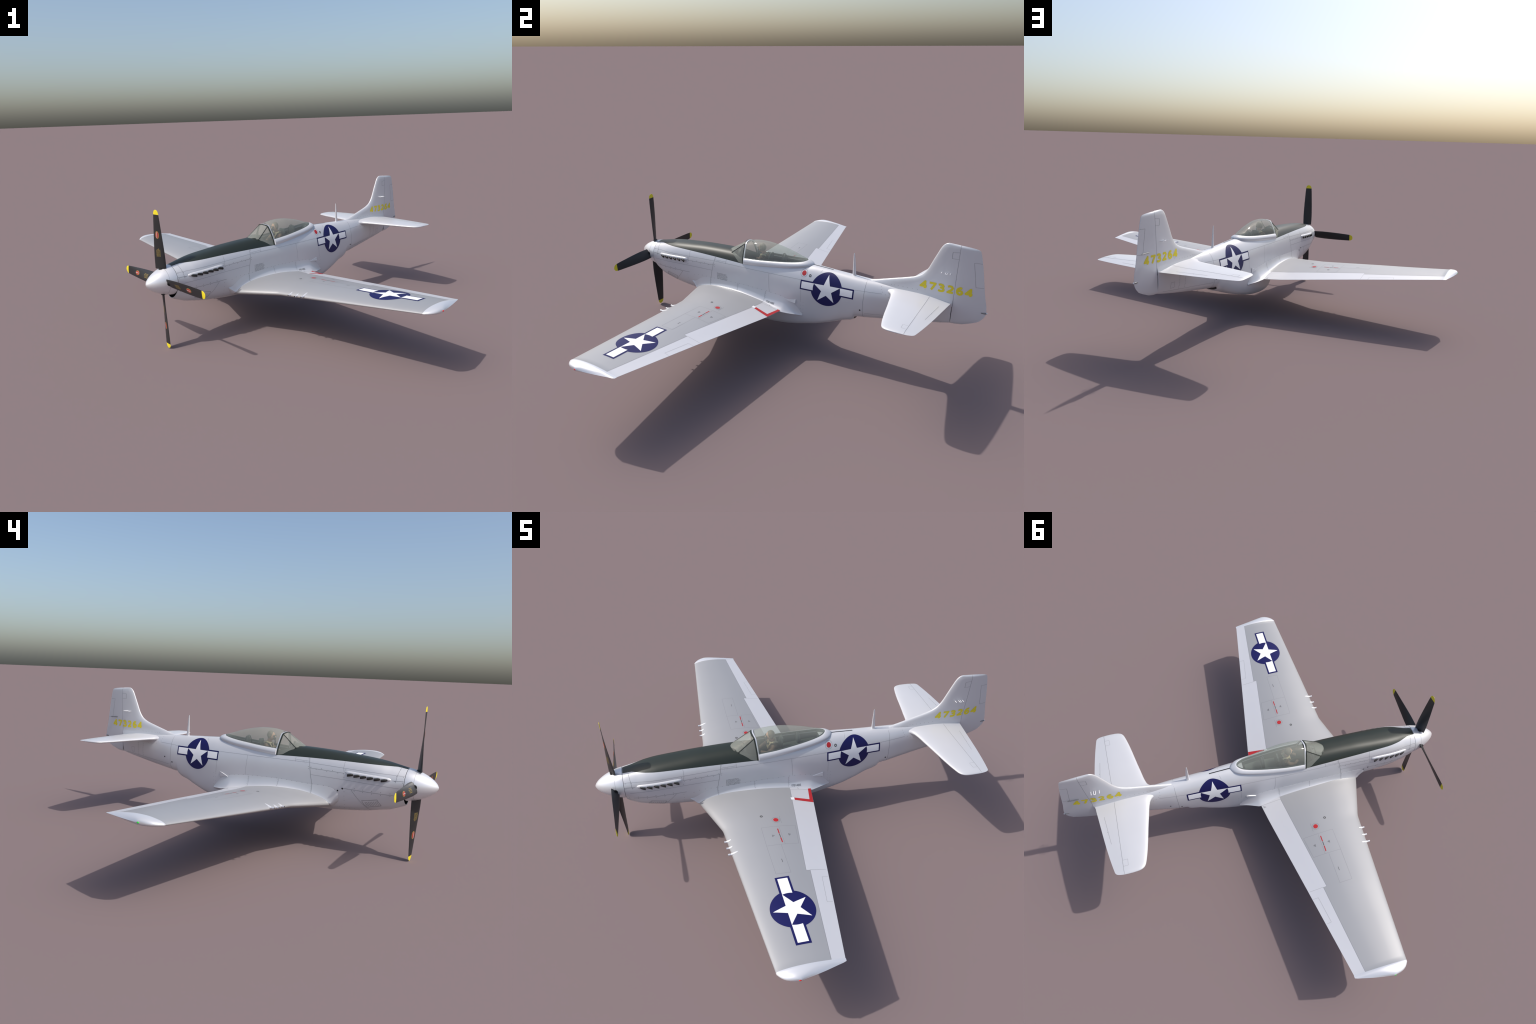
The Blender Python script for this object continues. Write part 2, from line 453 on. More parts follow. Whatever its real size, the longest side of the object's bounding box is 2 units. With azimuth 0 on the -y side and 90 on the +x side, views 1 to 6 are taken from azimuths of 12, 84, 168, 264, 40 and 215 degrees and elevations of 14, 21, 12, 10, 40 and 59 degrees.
# ------------------------------------------------------------------ fin and rudder
fin_le = pchip([.42, .462, .468, .4762, .487, .5113, .5288, .545, .557, .582, .62, .66, .697, .710, .718, .7227],
               [.600, .605, .625, .660, .697, .782, .838, .8685, .8815, .8990, .9155, .9330, .9500, .9590, .9690, .981])
rud_te = pchip([.3316, .338, .3455, .353, .366, .385, .400, .4171, .50, .6969, .704, .709, .7124, .7165, .7195, .7223],
               [1.048, 1.082, 1.102, 1.122, 1.149, 1.167, 1.175, 1.1800, 1.1638, 1.1247, 1.122, 1.117, 1.108, 1.080, 1.045, 1.000])
def rud_hinge(z): return 1.027 + .009*(z-.3316)/.383
fin_half = pchip([.42, .445, .462, .49, .55, .70, .7227], [.024, .021, .0165, .0130, .0120, .0085, .0050])
def fin_x(y, z):
    """half thickness of fin plus rudder at a point"""
    le, te = fin_le(z), rud_te(z); f = min(max((y-le)/(te-le), 0), 1)
    x = fin_half(z)*_S(sqrt(f))/.0525
    top = lin([.98, 1.04, 1.11], [.7232, .7202, .7130])(y)
    d = max(top-z, 0)
    return x*min(1, sqrt(d/.006)) if d < .006 else x
fz = [.42, .435, .45, .458, .464, .468, .472, .4762, .482, .487, .495, .503, .5113, .52, .5288, .537, .545, .551, .557, .565, .575, .59, .61, .63, .65, .67, .69, .70, .705, .709, .7124, .715, .717, .719, .7205, .7215, .7225]
cosm = [0.5*(1-cos(pi*i/28)) for i in range(29)]
rows = []
for z in fz:
    le, h = fin_le(z), rud_hinge(z) - .0006
    h = min(h, rud_te(z)) if z > .719 else h
    h = max(h, le+.004)
    ysr = [le+(h-le)*m for m in cosm]
    rows.append([Vector((fin_x(y, z), y, z)) for y in ysr[::-1]] + [Vector((-fin_x(y, z), y, z)) for y in ysr[1:]])
fin = solid("tail_fin", rows, None, M_skin, angle=45)
surf.append(([v.co.copy() for v in fin.data.vertices], [tuple(p.vertices) for p in fin.data.polygons], [v.normal.copy() for v in fin.data.vertices]))
rz = [.3318, .333, .335, .338, .342, .3455, .353, .366, .385, .40, .4171, .45] + [.48+.02*i for i in range(11)] + [.69, .697, .704, .709, .7124, .715, .717, .719]
rows = []
for z in rz:
    h, te = rud_hinge(z)+.0006, rud_te(z)
    if te < h+.003: te = h+.003
    base = fin_x(h, z) if z > .46 else .0122 + (fin_x(h, .46)-.0122)*max(0, (z-.36)/.10)
    base = max(base, .0015)
    if z < .350: base *= sqrt(max(.02, 1-((.350-z)/.0184)**2))
    top = lin([.98, 1.04, 1.11], [.7232, .7202, .7130])
    def rx(m):
        x = base*(1-m**1.15)*(1)+.0010*m
        d = max(top(h+(te-h)*m)-z, 0.0001)
        return x*min(1, sqrt(d/.006))
    ms = [0, .02, .1, .2, .35, .5, .65, .8, .9, 1]
    rows.append([Vector((rx(m), h+(te-h)*m, z)) for m in ms] + [Vector((-rx(m), h+(te-h)*m, z)) for m in ms[::-1]])
rudder = solid("rudder", rows, None, M_skin, angle=45)
surf.append(([v.co.copy() for v in rudder.data.vertices], [tuple(p.vertices) for p in rudder.data.polygons], [v.normal.copy() for v in rudder.data.vertices]))

# ------------------------------------------------------------------ decal projection
def make_bvh(parts):
    V, F, N = [], [], []
    for v, f, n in parts:
        b = len(V); V += v; N += n; F += [tuple(i+b for i in q) for q in f]
    return BVHTree.FromPolygons(V, F), V, F, N
fus_tmp = mesh_from("t", FUS_V, FUS_F); FUS_N = [v.normal.copy() for v in fus_tmp.vertices]; bpy.data.meshes.remove(fus_tmp)
fus_part = (FUS_V, FUS_F, FUS_N)
# surf order: wing L, wing R, fillet L, fillet R, tail L, tail R, fin, rudder
B_SIDE = make_bvh([fus_part, surf[2], surf[3]])
B_WING = make_bvh([surf[0], surf[1]])
B_WINGF = make_bvh([surf[0], surf[1], surf[2], surf[3]])
B_TAIL = make_bvh([surf[4], surf[5]])
B_FIN = make_bvh([surf[6], surf[7], fus_part])

def hit(B, axis, sgn, p2):
    """project a 2D point along an axis; axis 'x': p2=(y,z), axis 'z': p2=(x,y)"""
    bvh, V, F, N = B
    if axis == "x": o = Vector((2*sgn, p2[0], p2[1])); d = Vector((-sgn, 0, 0))
    else: o = Vector((p2[0], p2[1], .27+2*sgn)); d = Vector((0, 0, -sgn))
    loc, nrm, i, dist = bvh.ray_cast(o, d)
    if loc is None:
        if axis == "x": o2 = Vector((.01*sgn, p2[0], p2[1]))
        else: o2 = Vector((p2[0], p2[1], .3))
        loc, nrm, i, dist = bvh.find_nearest(o2)
    ids = F[i]; ws = []; tot = 0
    n = Vector((0, 0, 0))
    for k in ids:
        w = 1/((V[k]-loc).length+1e-5)**2; n += N[k]*w
    n.normalize()
    if n.dot(d) > 0: n = -n
    return loc, n

class Decal:
    def __init__(s): s.V, s.F, s.N = [], [], []
    def poly_mesh(s, verts2, faces, B, axis, sgn, off):
        b = len(s.V)
        for p in verts2:
            l, n = hit(B, axis, sgn, p); s.V.append(l+n*off); s.N.append(n)
        # orientation
        for f in faces:
            f = [i+b for i in f]
            nn = (s.V[f[1]]-s.V[f[0]]).cross(s.V[f[2]]-s.V[f[0]])
            if nn.dot(s.N[f[0]]) < 0: f = f[::-1]
            s.F.append(tuple(f))
    def shape(s, loops, B, axis, sgn, off=.0004, g=.006):
        bm = bmesh.new()
        for lp in loops:
            vs = [bm.verts.new((p[0], p[1], 0)) for p in lp]
            bm.faces.new(vs)
        s.from_bm(bm, B, axis, sgn, off, g)
    def from_bm(s, bm, B, axis, sgn, off, g):
        bmesh.ops.triangulate(bm, faces=bm.faces[:])
        for ax in (0, 1):
            lo = min(v.co[ax] for v in bm.verts); hi = max(v.co[ax] for v in bm.verts)
            k = math.ceil(lo/g)
            while k*g < hi:
                co = Vector((0, 0, 0)); co[ax] = k*g; no = Vector((0, 0, 0)); no[ax] = 1
                bmesh.ops.bisect_plane(bm, geom=bm.verts[:]+bm.edges[:]+bm.faces[:], plane_co=co, plane_no=no, dist=1e-7)
                k += 1
        bm.verts.index_update()
        vs = [(v.co.x, v.co.y) for v in bm.verts]
        fs = [[v.index for v in f.verts] for f in bm.faces if f.calc_area() > 1e-10]
        bm.free()
        s.poly_mesh(vs, fs, B, axis, sgn, off)
    def line(s, pts, B, axis, sgn, w=.0013, off=.0003, g=.006):
        for a, b in zip(pts[:-1], pts[1:]):
            a, b = Vector(a), Vector(b); L = (b-a).length
            if L < 1e-6: continue
            t = (b-a)/L; nn = Vector((-t.y, t.x))*w/2; k = max(1, math.ceil(L/g))
            vs = []
            for i in range(k+1):
                p = a+(b-a)*i/k; vs += [tuple(p+nn), tuple(p-nn)]
            s.poly_mesh(vs, [(2*i, 2*i+1, 2*i+3, 2*i+2) for i in range(k)], B, axis, sgn, off)
    def disc(s, p, r, B, axis, sgn, off=.0004, seg=8):
        l, n = hit(B, axis, sgn, p)
        a = n.orthogonal().normalized(); b = n.cross(a)
        k = len(s.V); s.V.append(l+n*off); s.N.append(n)
        for i in range(seg):
            s.V.append(l+n*off*.8+a*r*cos(2*pi*i/seg)+b*r*sin(2*pi*i/seg)); s.N.append(n)
        for i in range(seg): s.F.append((k, k+1+i, k+1+(i+1) % seg))
    def done(s, name, mat, parent, stuff=False):
        me = bpy.data.meshes.new(name); me.from_pydata([tuple(v) for v in s.V], [], s.F); me.update()
        for p in me.polygons: p.use_smooth = True
        me.normals_split_custom_set_from_vertices(s.N)
        o = add(name, me, parent, [mat])
        if stuff: o["kind"] = "stuff"
        return o

def circle(c, r, n=48): return [(c[0]+r*cos(2*pi*i/n), c[1]+r*sin(2*pi*i/n)) for i in range(n)]
def rect(a, b): return [(a[0], a[1]), (b[0], a[1]), (b[0], b[1]), (a[0], b[1])]
def ring_quads(c, r0, r1, n=40):
    return [[(c[0]+r0*cos(a), c[1]+r0*sin(a)), (c[0]+r1*cos(a), c[1]+r1*sin(a)), (c[0]+r1*cos(b), c[1]+r1*sin(b)), (c[0]+r0*cos(b), c[1]+r0*sin(b))]
            for a, b in [(2*pi*i/n, 2*pi*(i+1)/n) for i in range(n)]]
def star(c, R, up):
    """five pointed star; up = unit vector of its top point"""
    k = .382; P = []
    a0 = math.atan2(up[1], up[0])
    for i in range(10):
        r = R if i % 2 == 0 else R*k
        P.append((c[0]+r*cos(a0+pi*i/5), c[1]+r*sin(a0+pi*i/5)))
    return P
def insignia(parent, B, axis, sgn, c, R, rs, half, up, bar0, bar1, bd):
    """blue disc with white star and side bars; bar0..bar1 is the bar's extent along 'up'"""
    u = Vector(up); v = Vector((-u.y, u.x)); C = Vector(c)
    P = lambda a, b: tuple(C+v*a+u*b)
    d = Decal(); d.shape([circle(c, R, 72)], B, axis, sgn, .0004)
    d.shape([[P(-half, bar0), P(half, bar0), P(half, bar1), P(-half, bar1)]], B, axis, sgn, .00036)
    o = d.done("insignia_disc", M_blue, parent)
    d = Decal(); d.shape([star(c, rs, up)], B, axis, sgn, .0010)
    d.done("insignia_star", M_white, parent)
    d = Decal()
    for s in (1, -1):
        # inner end of each bar follows the disc
        lo, hi = bar0+bd, bar1-bd
        inner = [P(s*sqrt(rs*rs*.985-b*b), b) for b in [lo+(hi-lo)*i/8 for i in range(9)]]
        d.shape([[P(s*(half-bd), lo)] + inner + [P(s*(half-bd), hi)]], B, axis, sgn, .0010)
    d.done("insignia_bars", M_white, parent)
M_wstar = mat_new("insignia_bare_white", (.70, .705, .73), .4, .1)

for sx in (1, -1):
    insignia(fuselage, B_SIDE, "x", sx, (.4135, .385), .0845, .0745, .146, (0, 1), -.0195, .0305, .0072)
insignia(WING[1]["wing"], B_WING, "z", 1, (.885, -.1265), .0922, .0808, .1705, (0, -1), -.0280, .0342, .0095)
insignia(WING[-1]["wing"], B_WING, "z", -1, (-.885, -.1265), .0922, .0808, .1705, (0, -1), -.0280, .0342, .0095)

# serial number on the fin
def text_mesh(txt, offset=0.0):
    cu = bpy.data.curves.new("txt", "FONT"); cu.body = txt; cu.size = 1; cu.offset = offset; cu.resolution_u = 4
    ob = bpy.data.objects.new("txt", cu); bpy.context.scene.collection.objects.link(ob)
    dg = bpy.context.evaluated_depsgraph_get()
    me = bpy.data.meshes.new_from_object(ob.evaluated_get(dg))
    bm = bmesh.new(); bm.from_mesh(me)
    bpy.data.meshes.remove(me); bpy.data.objects.remove(ob); bpy.data.curves.remove(cu)
    bmesh.ops.remove_doubles(bm, verts=bm.verts, dist=1e-5)
    return bm
def place_text(d, txt, ox, oy, ux, uy, w, h, B, axis, sgn, off=.0005, g=.006, bold=0.0):
    """text in the box starting at (ox,oy), running along ux (width w) and rising along uy (height h)"""
    bm = text_mesh(txt, bold)
    x0 = min(v.co.x for v in bm.verts); x1 = max(v.co.x for v in bm.verts)
    y0 = min(v.co.y for v in bm.verts); y1 = max(v.co.y for v in bm.verts)
    for v in bm.verts:
        a = (v.co.x-x0)/(x1-x0)*w; b = (v.co.y-y0)/(y1-y0)*h
        v.co = Vector((ox+ux[0]*a+uy[0]*b, oy+ux[1]*a+uy[1]*b, 0))
    d.from_bm(bm, B, axis, sgn, off, g)
GLYPH = {"4": [[(.70, .02), (.70, .94), (.08, .30), (.96, .30)]],
         "7": [[(.06, .90), (.90, .90), (.36, .02)]],
         "3": [[(.10, .85), (.35, .93), (.66, .89), (.78, .73), (.66, .57), (.42, .53), (.70, .47), (.84, .28), (.72, .11), (.40, .06), (.08, .14)]],
         "2": [[(.12, .82), (.36, .93), (.66, .89), (.79, .70), (.66, .49), (.14, .10), (.88, .10)]],
         "6": [[(.80, .88), (.54, .93), (.28, .78), (.16, .52), (.17, .28), (.31, .11), (.52, .06), (.74, .14), (.84, .31), (.75, .48), (.53, .56), (.26, .46)]]}
def stroke_text(d, txt, y0, z0, direc, w, h, B, sgn, wt):
    """block digits drawn with a broad brush"""
    pitch_ = w/len(txt); cw = pitch_*.80; lay = 0
    for i, ch in enumerate(txt):
        for pl in GLYPH[ch]:
            pts = [(y0+direc*(i*pitch_+cw*a+.003), z0+h*b) for a, b in pl]
            for p, q in zip(pts[:-1], pts[1:]):
                lay += 1; d.line([p, q], B, "x", sgn, wt, .0005+.00003*(lay % 14))
            for p in pts[1:-1]:
                lay += 1; d.disc(p, wt*.5, B, "x", sgn, .0005+.00003*(lay % 14), 12)
for sx in (1, -1):
    d = Decal()
    if sx > 0: stroke_text(d, "473264", .8690, .4840, 1, .2480, .0378, B_FIN, 1, .0106)
    else: stroke_text(d, "473264", 1.1160, .4840, -1, .2480, .0378, B_FIN, -1, .0106)
    d.done("serial_number", M_num, fin)

# ------------------------------------------------------------------ panel lines and fasteners
for sx in (1, -1):
    d = Decal(); dk = Decal(); rv = Decal()
    L = lambda *p, w=.0011: d.line(p, B_SIDE, "x", sx, w)
    K = lambda *p, w=.0014: dk.line(p, B_SIDE, "x", sx, w)
    R = lambda y, z, r=.0016: rv.disc((y, z), r, B_SIDE, "x", sx)
    L((-.744, .403), (-.46, .411), (-.28, .417), (-.09, .416), (.27, .4145), w=.0009)
    L((.562, .415), (.60, .4175), (.70, .421), w=.0009)
    K((-.743, .381), (-.694, .3795)); K((-.466, .3875), (-.283, .392), w=.0011)
    L((-.725, .347), (-.47, .357), (-.291, .360), w=.0010)
    K((-.711, .311), (-.455, .3155), w=.0012)
    K((-.276, .439), (-.283, .399), (-.294, .347), (-.301, .312), (-.302, .270))
    K((-.718, .438), (-.712, .408), (-.708, .372), w=.0012)
    L((-.459, .441), (-.458, .411), (-.464, .389), w=.0010)
    L((-.201, .436), (-.201, .414)); L((-.204, .4245), (-.277, .4235), w=.0008)
    K((-.505, .3125), (-.536, .276), (-.579, .231), (-.59, .222), w=.0011)
    L((.079, .4145), (.086, .311), w=.0009); L((.273, .364), (.275, .300), w=.0008)
    L((.372, .478), (.365, .462), w=.0009)
    K((.6125, .465), (.612, .43), (.611, .35), (.611, .262), w=.0011)
    L((.62, .302), (.785, .316), (.86, .322), (.99, .334), w=.0009)
    L((-.116, .318), (-.114, .281), w=.0010); L((.062, .309), (.060, .258), w=.0010)
    L((.881, .403), (.887, .327), w=.0006); L((.838, .399), (.846, .326), w=.0006)
    for z in (.273,): pass
    # access panel in the tail
    L((.918, .369), (.943, .369), (.944, .341), (.919, .341), (.918, .369), w=.0008)
    # fasteners
    for y in np.linspace(-.73, -.52, 6): R(y, .3150+.008*(y+.6)*0+.0035+(y+.711)*.016); R(y, .3060+(y+.711)*.016)
    for y in np.linspace(-.46, -.29, 7): R(y, .388+(y+.46)*.025+(.004 if int((y+1)*100) % 2 else -.004))
    for y in np.linspace(-.42, .24, 24): R(y, f_top(y)+.002, .0013)
    for z in np.linspace(.275, .313, 5): R(-.112, z, .0010); R(.066, z-.008, .0010); R(-.297, z, .0010)
    for z in np.linspace(.235, .30, 4): R(-.47, z, .0012)
    for y in np.linspace(-.56, -.44, 6): R(y, .217, .0012)
    for k, (y, z) in enumerate([(-.716, .43), (-.709, .40), (-.705, .378), (-.738, .40), (-.739, .375), (-.47, .404), (-.47, .392), (-.272, .434), (-.275, .397), (-.277, .387), (-.465, .367)]): R(y, z)
    for y, z in [(.898, .477), (.862, .470), (.838, .470), (.815, .470), (.792, .470), (.768, .470), (.750, .470), (.734, .470)]:
        rv.disc((y, z), .0012, B_FIN, "x", sx)
    for y, z in [(.700, .463), (.690, .452), (.692, .440), (.700, .430), (.716, .420), (.732, .411), (.753, .407), (.777, .407), (.80, .408)]: R(y, z, .0012)
    for z in np.linspace(.33, .40, 6): R(.884, z, .0010); R(.842, z, .0010)
    for y in np.linspace(.275, .29, 2):
        for z in np.linspace(.235, .295, 4): R(y, z, .0010)
    for y in (-.26, -.252, -.244):
        R(y, .4195, .0008); R(y, .4120, .0008)
    # vent with little holes on the lower cowling
    box = [(-.557, .268), (-.629, .282), (-.646, .253), (-.579, .237), (-.566, .250), (-.557, .268)]
    K(*box, w=.0016)
    vent = Decal()
    n1 = 8 if sx < 0 else 7
    for i in range(n1):
        for j in range(5):
            u, v = i/(n1-1), j/4
            y = (-.573-.055*u)*(1-v)+(-.581-.054*u)*v; z = (.262+.010*u)*(1-v)+(.245+.010*u)*v
            vent.disc((y, z), .0015, B_SIDE, "x", sx, .0005, 6)
    if sx < 0: vent.done("vent_holes", M_black, fuselage, True)
    else: vent.done("vent_holes", M_lined, fuselage, True)
    d.done("panel_line", M_line, fuselage, True); dk.done("panel_seam", M_lined, fuselage, True); rv.done("fasteners", M_rivet, fuselage, True)

# black ports
dd = Decal()
dd.disc((.598, .3168), .0042, B_SIDE, "x", 1, .0006, 14)
for p, r in [((.6543, .3425), .0040), ((.597, .3175), .0042), ((-.4605, .3139), .0045), ((-.437, .3010), .0040)]:
    dd.disc(p, r, B_SIDE, "x", -1, .0008, 14)
dd.done("drain_port", M_black, fuselage, True)
# spine slot
dd = Decal(); dd.line([(.0015, .306), (.0015, .421)], B_SIDE, "z", 1, .0055, .0005); dd.done("aerial_slot", M_black, fuselage)

# fuel caps and stencils, left side of the fuselage
def fuel_cap(parent, B, axis, sgn, c, rr, r0, dark=None, dr=.007):
    d = Decal(); d.shape([circle(c, rr, 28)], B, axis, sgn, .0006); d.done("fuel_cap", M_red, parent)
    d = Decal(); d.shape(ring_quads(c, r0-.0005, r0+.0005), B, axis, sgn, .0004, .02); d.done("fuel_cap_ring", M_rivet, parent)
    if dark:
        d = Decal(); d.shape(ring_quads(dark, dr*.42, dr, 24), B, axis, sgn, .0006, .02); d.done("filler_mark", M_ink, parent)
fuel_cap(fuselage, B_SIDE, "x", 1, (.279, .4485), .0118, .0185, (.3145, .4415))
ink = Decal()
for i in range(7):
    z = .3515-.0056*i; y = -.257
    end = -.182+random.uniform(-.012, .0) if i < 6 else -.19
    while y < end:
        w = random.uniform(.002, .007); ink.line([(y, z), (min(y+w, end), z)], B_SIDE, "x", 1, .0019, .0004); y += w+random.uniform(.0016, .0030)
ink.done("data_placard", M_ink, fuselage, True)

# wing panels
for sx in (1, -1):
    d = Decal(); pan = WING[sx]["wing"]; P = lambda *q: [(x*sx, y) for x, y in q]
    L = lambda *q, w=.0009: d.line(P(*q), B_WING, "z", 1, w)
    L((.399, -.1475), (.4034, .0149), (.5239, -.0019), (.5215, -.150), (.399, -.1475))
    L((.4059, -.0649), (.5243, -.0645)); L((.5215, -.150), (.6937, -.1491), (.6963, -.0843), (.5259, -.0835))
    L((.736, .069), (.7357, .0417), (.8716, .0201), (.874, .044), w=.0008)
    L((.3305, -.0448), (.3812, -.0458), w=.0012)
    L((.130, .0625), (.1316, .178), w=.0009)
    L((.692, -.0155), (.694, .0017)); L((.692, .0), (.694, .073), w=.0010)
    d.done("panel_line", M_line, pan, True)
    d = Decal()
    d.line(P((.128, .0632), (.692, -.0160)), B_WING, "z", 1, .0013); d.line(P((.694, .0015), (1.1375, -.0508)), B_WING, "z", 1, .0013)
    for s in (-1,):
        d.line(P((.128, .0632), (.692, -.0160)), B_WING, "z", s, .0013); d.line(P((.694, .0015), (1.1375, -.0508)), B_WING, "z", s, .0013)
    d.done("hinge_seam", M_line, pan, True)
    fuel_cap(pan, B_WING, "z", 1, (.3560*sx, -.0675), .0125, .0185, (.3200*sx, -.130))
    d = Decal()
    for a, b in [((.4186, -.0745), (.4512, -.0745)), ((.4786, -.0745), (.510, -.0738))]:
        d.line(P(a, b), B_WING, "z", 1, .0050, .0005)
    d.done("warning_bar", M_red, pan)
    d = Decal()
    for x0, y0 in [(.463, -.105), (.463, -.028)]:
        for k in range(3):
            d.line(P((x0-.008+.002*k, y0-.004+.004*k), (x0+.007-.003*k, y0-.004+.004*k)), B_WING, "z", 1, .0018, .0005)
    d.line(P((.454, -.0745), (.476, -.0745)), B_WING, "z", 1, .0034, .0005)
    d.line(P((.612, -.104), (.632, -.104)), B_WING, "z", 1, .0022, .0005)
    if sx < 0:
        for k in range(3): d.line(P((.139+.003*k, .1625-.005*k), (.151, .1625-.005*k)), B_WING, "z", 1, .0018, .0005)
    d.done("wing_stencil", M_ink, pan, True)
# walkway warning on the left flap
d = Decal()
d.shape([[(.1258, .1588), (.1245, .1745), (.2310, .1575), (.2115, .0655), (.1938, .0675), (.2075, .1435)]], B_WINGF, "z", 1, .0006)
d.done("walkway_mark", M_red, WING[1]["wing"])
d = Decal(); d.shape([rect((.192, .0480), (.209, .0655))], B_WINGF, "z", 1, .0005); d.done("walkway_label", M_white, WING[1]["wing"])
d = Decal()
place_text(d, "STEP HERE", .1105, .0760, (0, 1), (-1, .0), .050, .0075, B_WINGF, "z", 1, .0009, .004, .0)
d.line([(.116, .106), (.125, .108)], B_WINGF, "z", 1, .0012, .0008)
d.done("step_label", M_ink, WING[1]["wing"], True)

# tail lines
for sx in (1, -1):
    d = Decal(); P = lambda *q: [(x*sx, y) for x, y in q]
    d.line(P((.021, .9237), (.414, .9276)), B_TAIL, "z", 1, .0014); d.line(P((.021, .9237), (.414, .9276)), B_TAIL, "z", -1, .0014)
    d.line(P((.085, .985), (.245, .968)), B_TAIL, "z", 1, .0011)
    d.line(P((.345, .925), (.345, .901), (.377, .903), (.377, .926)), B_TAIL, "z", 1, .0008)
    d.disc((.175*sx, .978), .0016, B_TAIL, "z", 1)
    d.done("hinge_seam", M_line, fin, True)
    d = Decal()
    d.line([(1.004, .684), (1.035, .687)], B_FIN, "x", sx, .0008); d.line([(1.004, .684), (1.004, .654)], B_FIN, "x", sx, .0013); d.line([(1.004, .654), (1.034, .656)], B_FIN, "x", sx, .0008)
    d.line([(1.135, .650), (1.101, .649), (1.121, .534), (1.155, .537)], B_FIN, "x", sx, .0009)
    d.line([(rud_hinge(z), z) for z in (.335, .38, .425)], B_FIN, "x", sx, .0018)
    d2 = Decal(); d2.line([(rud_hinge(z), z) for z in (.425, .55, .65, .714)], B_FIN, "x", sx, .0014); d2.done("hinge_seam", M_line, fin, True)
    d.done("hinge_seam", M_lined, fin, True)

# ------------------------------------------------------------------ spinner and propeller
ZC, YP = .3585, -.790
def pr(y):
    t = min(1, max(0, (-.747-y)/.1365))
    return .0768*(1-t**1.4)**(1/1.65)
prof2 = [(-.747-.1365*(1-(i/30)**1.8), pr(-.747-.1365*(1-(i/30)**1.8))) for i in range(31)]
prof2[0] = (prof2[0][0], .0003)
prof2 += [(-.7462, .0750), (-.7462, .040)]
rings = [[Vector((r*sin(2*pi*k/64), y, ZC+r*cos(2*pi*k/64))) for k in range(64)] for y, r in prof2]
spinner = solid("spinner", rings, None, M_tip, angle=50)
seam = [[Vector(((pr(y)+e)*sin(2*pi*k/64), y, ZC+(pr(y)+e)*cos(2*pi*k/64))) for k in range(64)] for y, e in ((-.7866, -.001), (-.7865, .0003), (-.7858, .0003), (-.7857, -.001))]
solid("spinner_seam", seam, spinner, M_line, cap0=False, cap1=False)

chord = pchip([.066, .12, .20, .28, .335, .350, .356, .3590, .3602], [.0590, .0610, .0565, .0490, .0425, .0350, .0245, .0140, .0045])
thick = lin([.066, .20, .362], [.0120, .0060, .0016])
pitch = lin([.066, .362], [radians(32), radians(2)])
def blade_ring(r):
    c, t, a = chord(r), thick(r), pitch(r); P = []
    m = 12
    pts = [(-.5+i/m, .5*sqrt(max(0, 1-(2*i/m-1)**2))) for i in range(m+1)]
    prof = [(u, h) for u, h in pts] + [(u, -h*.55) for u, h in pts[::-1][1:-1]]
    for u, h in prof:
        x, y = u*c, -h*t*1.3
        P.append(Vector((x*cos(a)-y*sin(a), x*sin(a)+y*cos(a), r)))
    return P
rs = [.066, .08, .10, .13, .16, .19, .22, .25, .28, .31, .3365]
V, F = loft([blade_ring(r) for r in rs], True, True, True)
blade_me = mesh_from("propeller_blade", V, F); fix_normals(blade_me); blade_me.set_sharp_from_angle(angle=radians(50)); blade_me.materials.append(M_blade)
rt = [.3365, .343, .350, .3535, .356, .358, .3590, .3597, .3602]
V, F = loft([blade_ring(r) for r in rt], True, True, True)
tip_me = mesh_from("blade_tip", V, F); fix_normals(tip_me); tip_me.set_sharp_from_angle(angle=radians(50)); tip_me.materials.append(M_yellow)
V, F = loft([[Vector((.0125*cos(2*pi*k/20), .0125*sin(2*pi*k/20), r)) for k in range(20)] for r in (.045, .0705)], True, True, True)
shank_me = mesh_from("blade_shank", V, F); fix_normals(shank_me); shank_me.set_sharp_from_angle(angle=radians(50)); shank_me.materials.append(M_black)
# maker's oval and stencil rows on the front face of a blade
bb = BVHTree.FromPolygons([v.co.copy() for v in blade_me.vertices], [tuple(p.vertices) for p in blade_me.polygons])
def blade_decal(name, loops, mat, off):
    V, F = [], []
    for lp in loops:
        b = len(V)
        for u, r in lp:
            l, n, i, q = bb.ray_cast(Vector((u*cos(pitch(r)), -1, r)), Vector((0, 1, 0)))
            if l is None: l, n, i, q = bb.find_nearest(Vector((u, -.01, r)))
            if n.y > 0: n = -n
            V.append(l+n*off)
        if len(lp) == 4: F.append(tuple(range(b, b+4)))
        else:
            c = len(V); V.append(sum((V[i] for i in range(b, c)), Vector())/(c-b)+Vector((0, -.0006, 0)))
            F += [(b+i, b+(i+1) % (c-b), c) for i in range(c-b)]
    me = mesh_from(name, V, F, smooth=False)
    bm = bmesh.new(); bm.from_mesh(me)
    for f in bm.faces:
        if f.normal.y > 0: f.normal_flip()
    bm.to_mesh(me); bm.free(); me.materials.append(mat); return me
ov = lambda a, b: [[(a*cos(2*pi*i/28), .236+b*sin(2*pi*i/28)) for i in range(28)]]
dm = [("blade_badge_rim", blade_decal("blade_badge_rim", ov(.0118, .0188), M_gold, .0004)),
      ("blade_badge", blade_decal("blade_badge", ov(.0100, .0166), M_badge, .0010)),
      ("blade_badge_band", blade_decal("blade_badge_band", [[(-.0016, .2215), (.0008, .2215), (.0016, .2505), (-.0008, .2505)]], M_band, .0022))]
rows = []
for i in range(4):
    u = -.009+.0062*i; r = .128
    while r < .163:
        w = random.uniform(.002, .006); rows.append([(u-.0011, r), (u+.0011, r), (u+.0011, r+w), (u-.0011, r+w)]); r += w+.0016
dm.append(("blade_stencil", blade_decal("blade_stencil", rows, M_gold, .0005)))
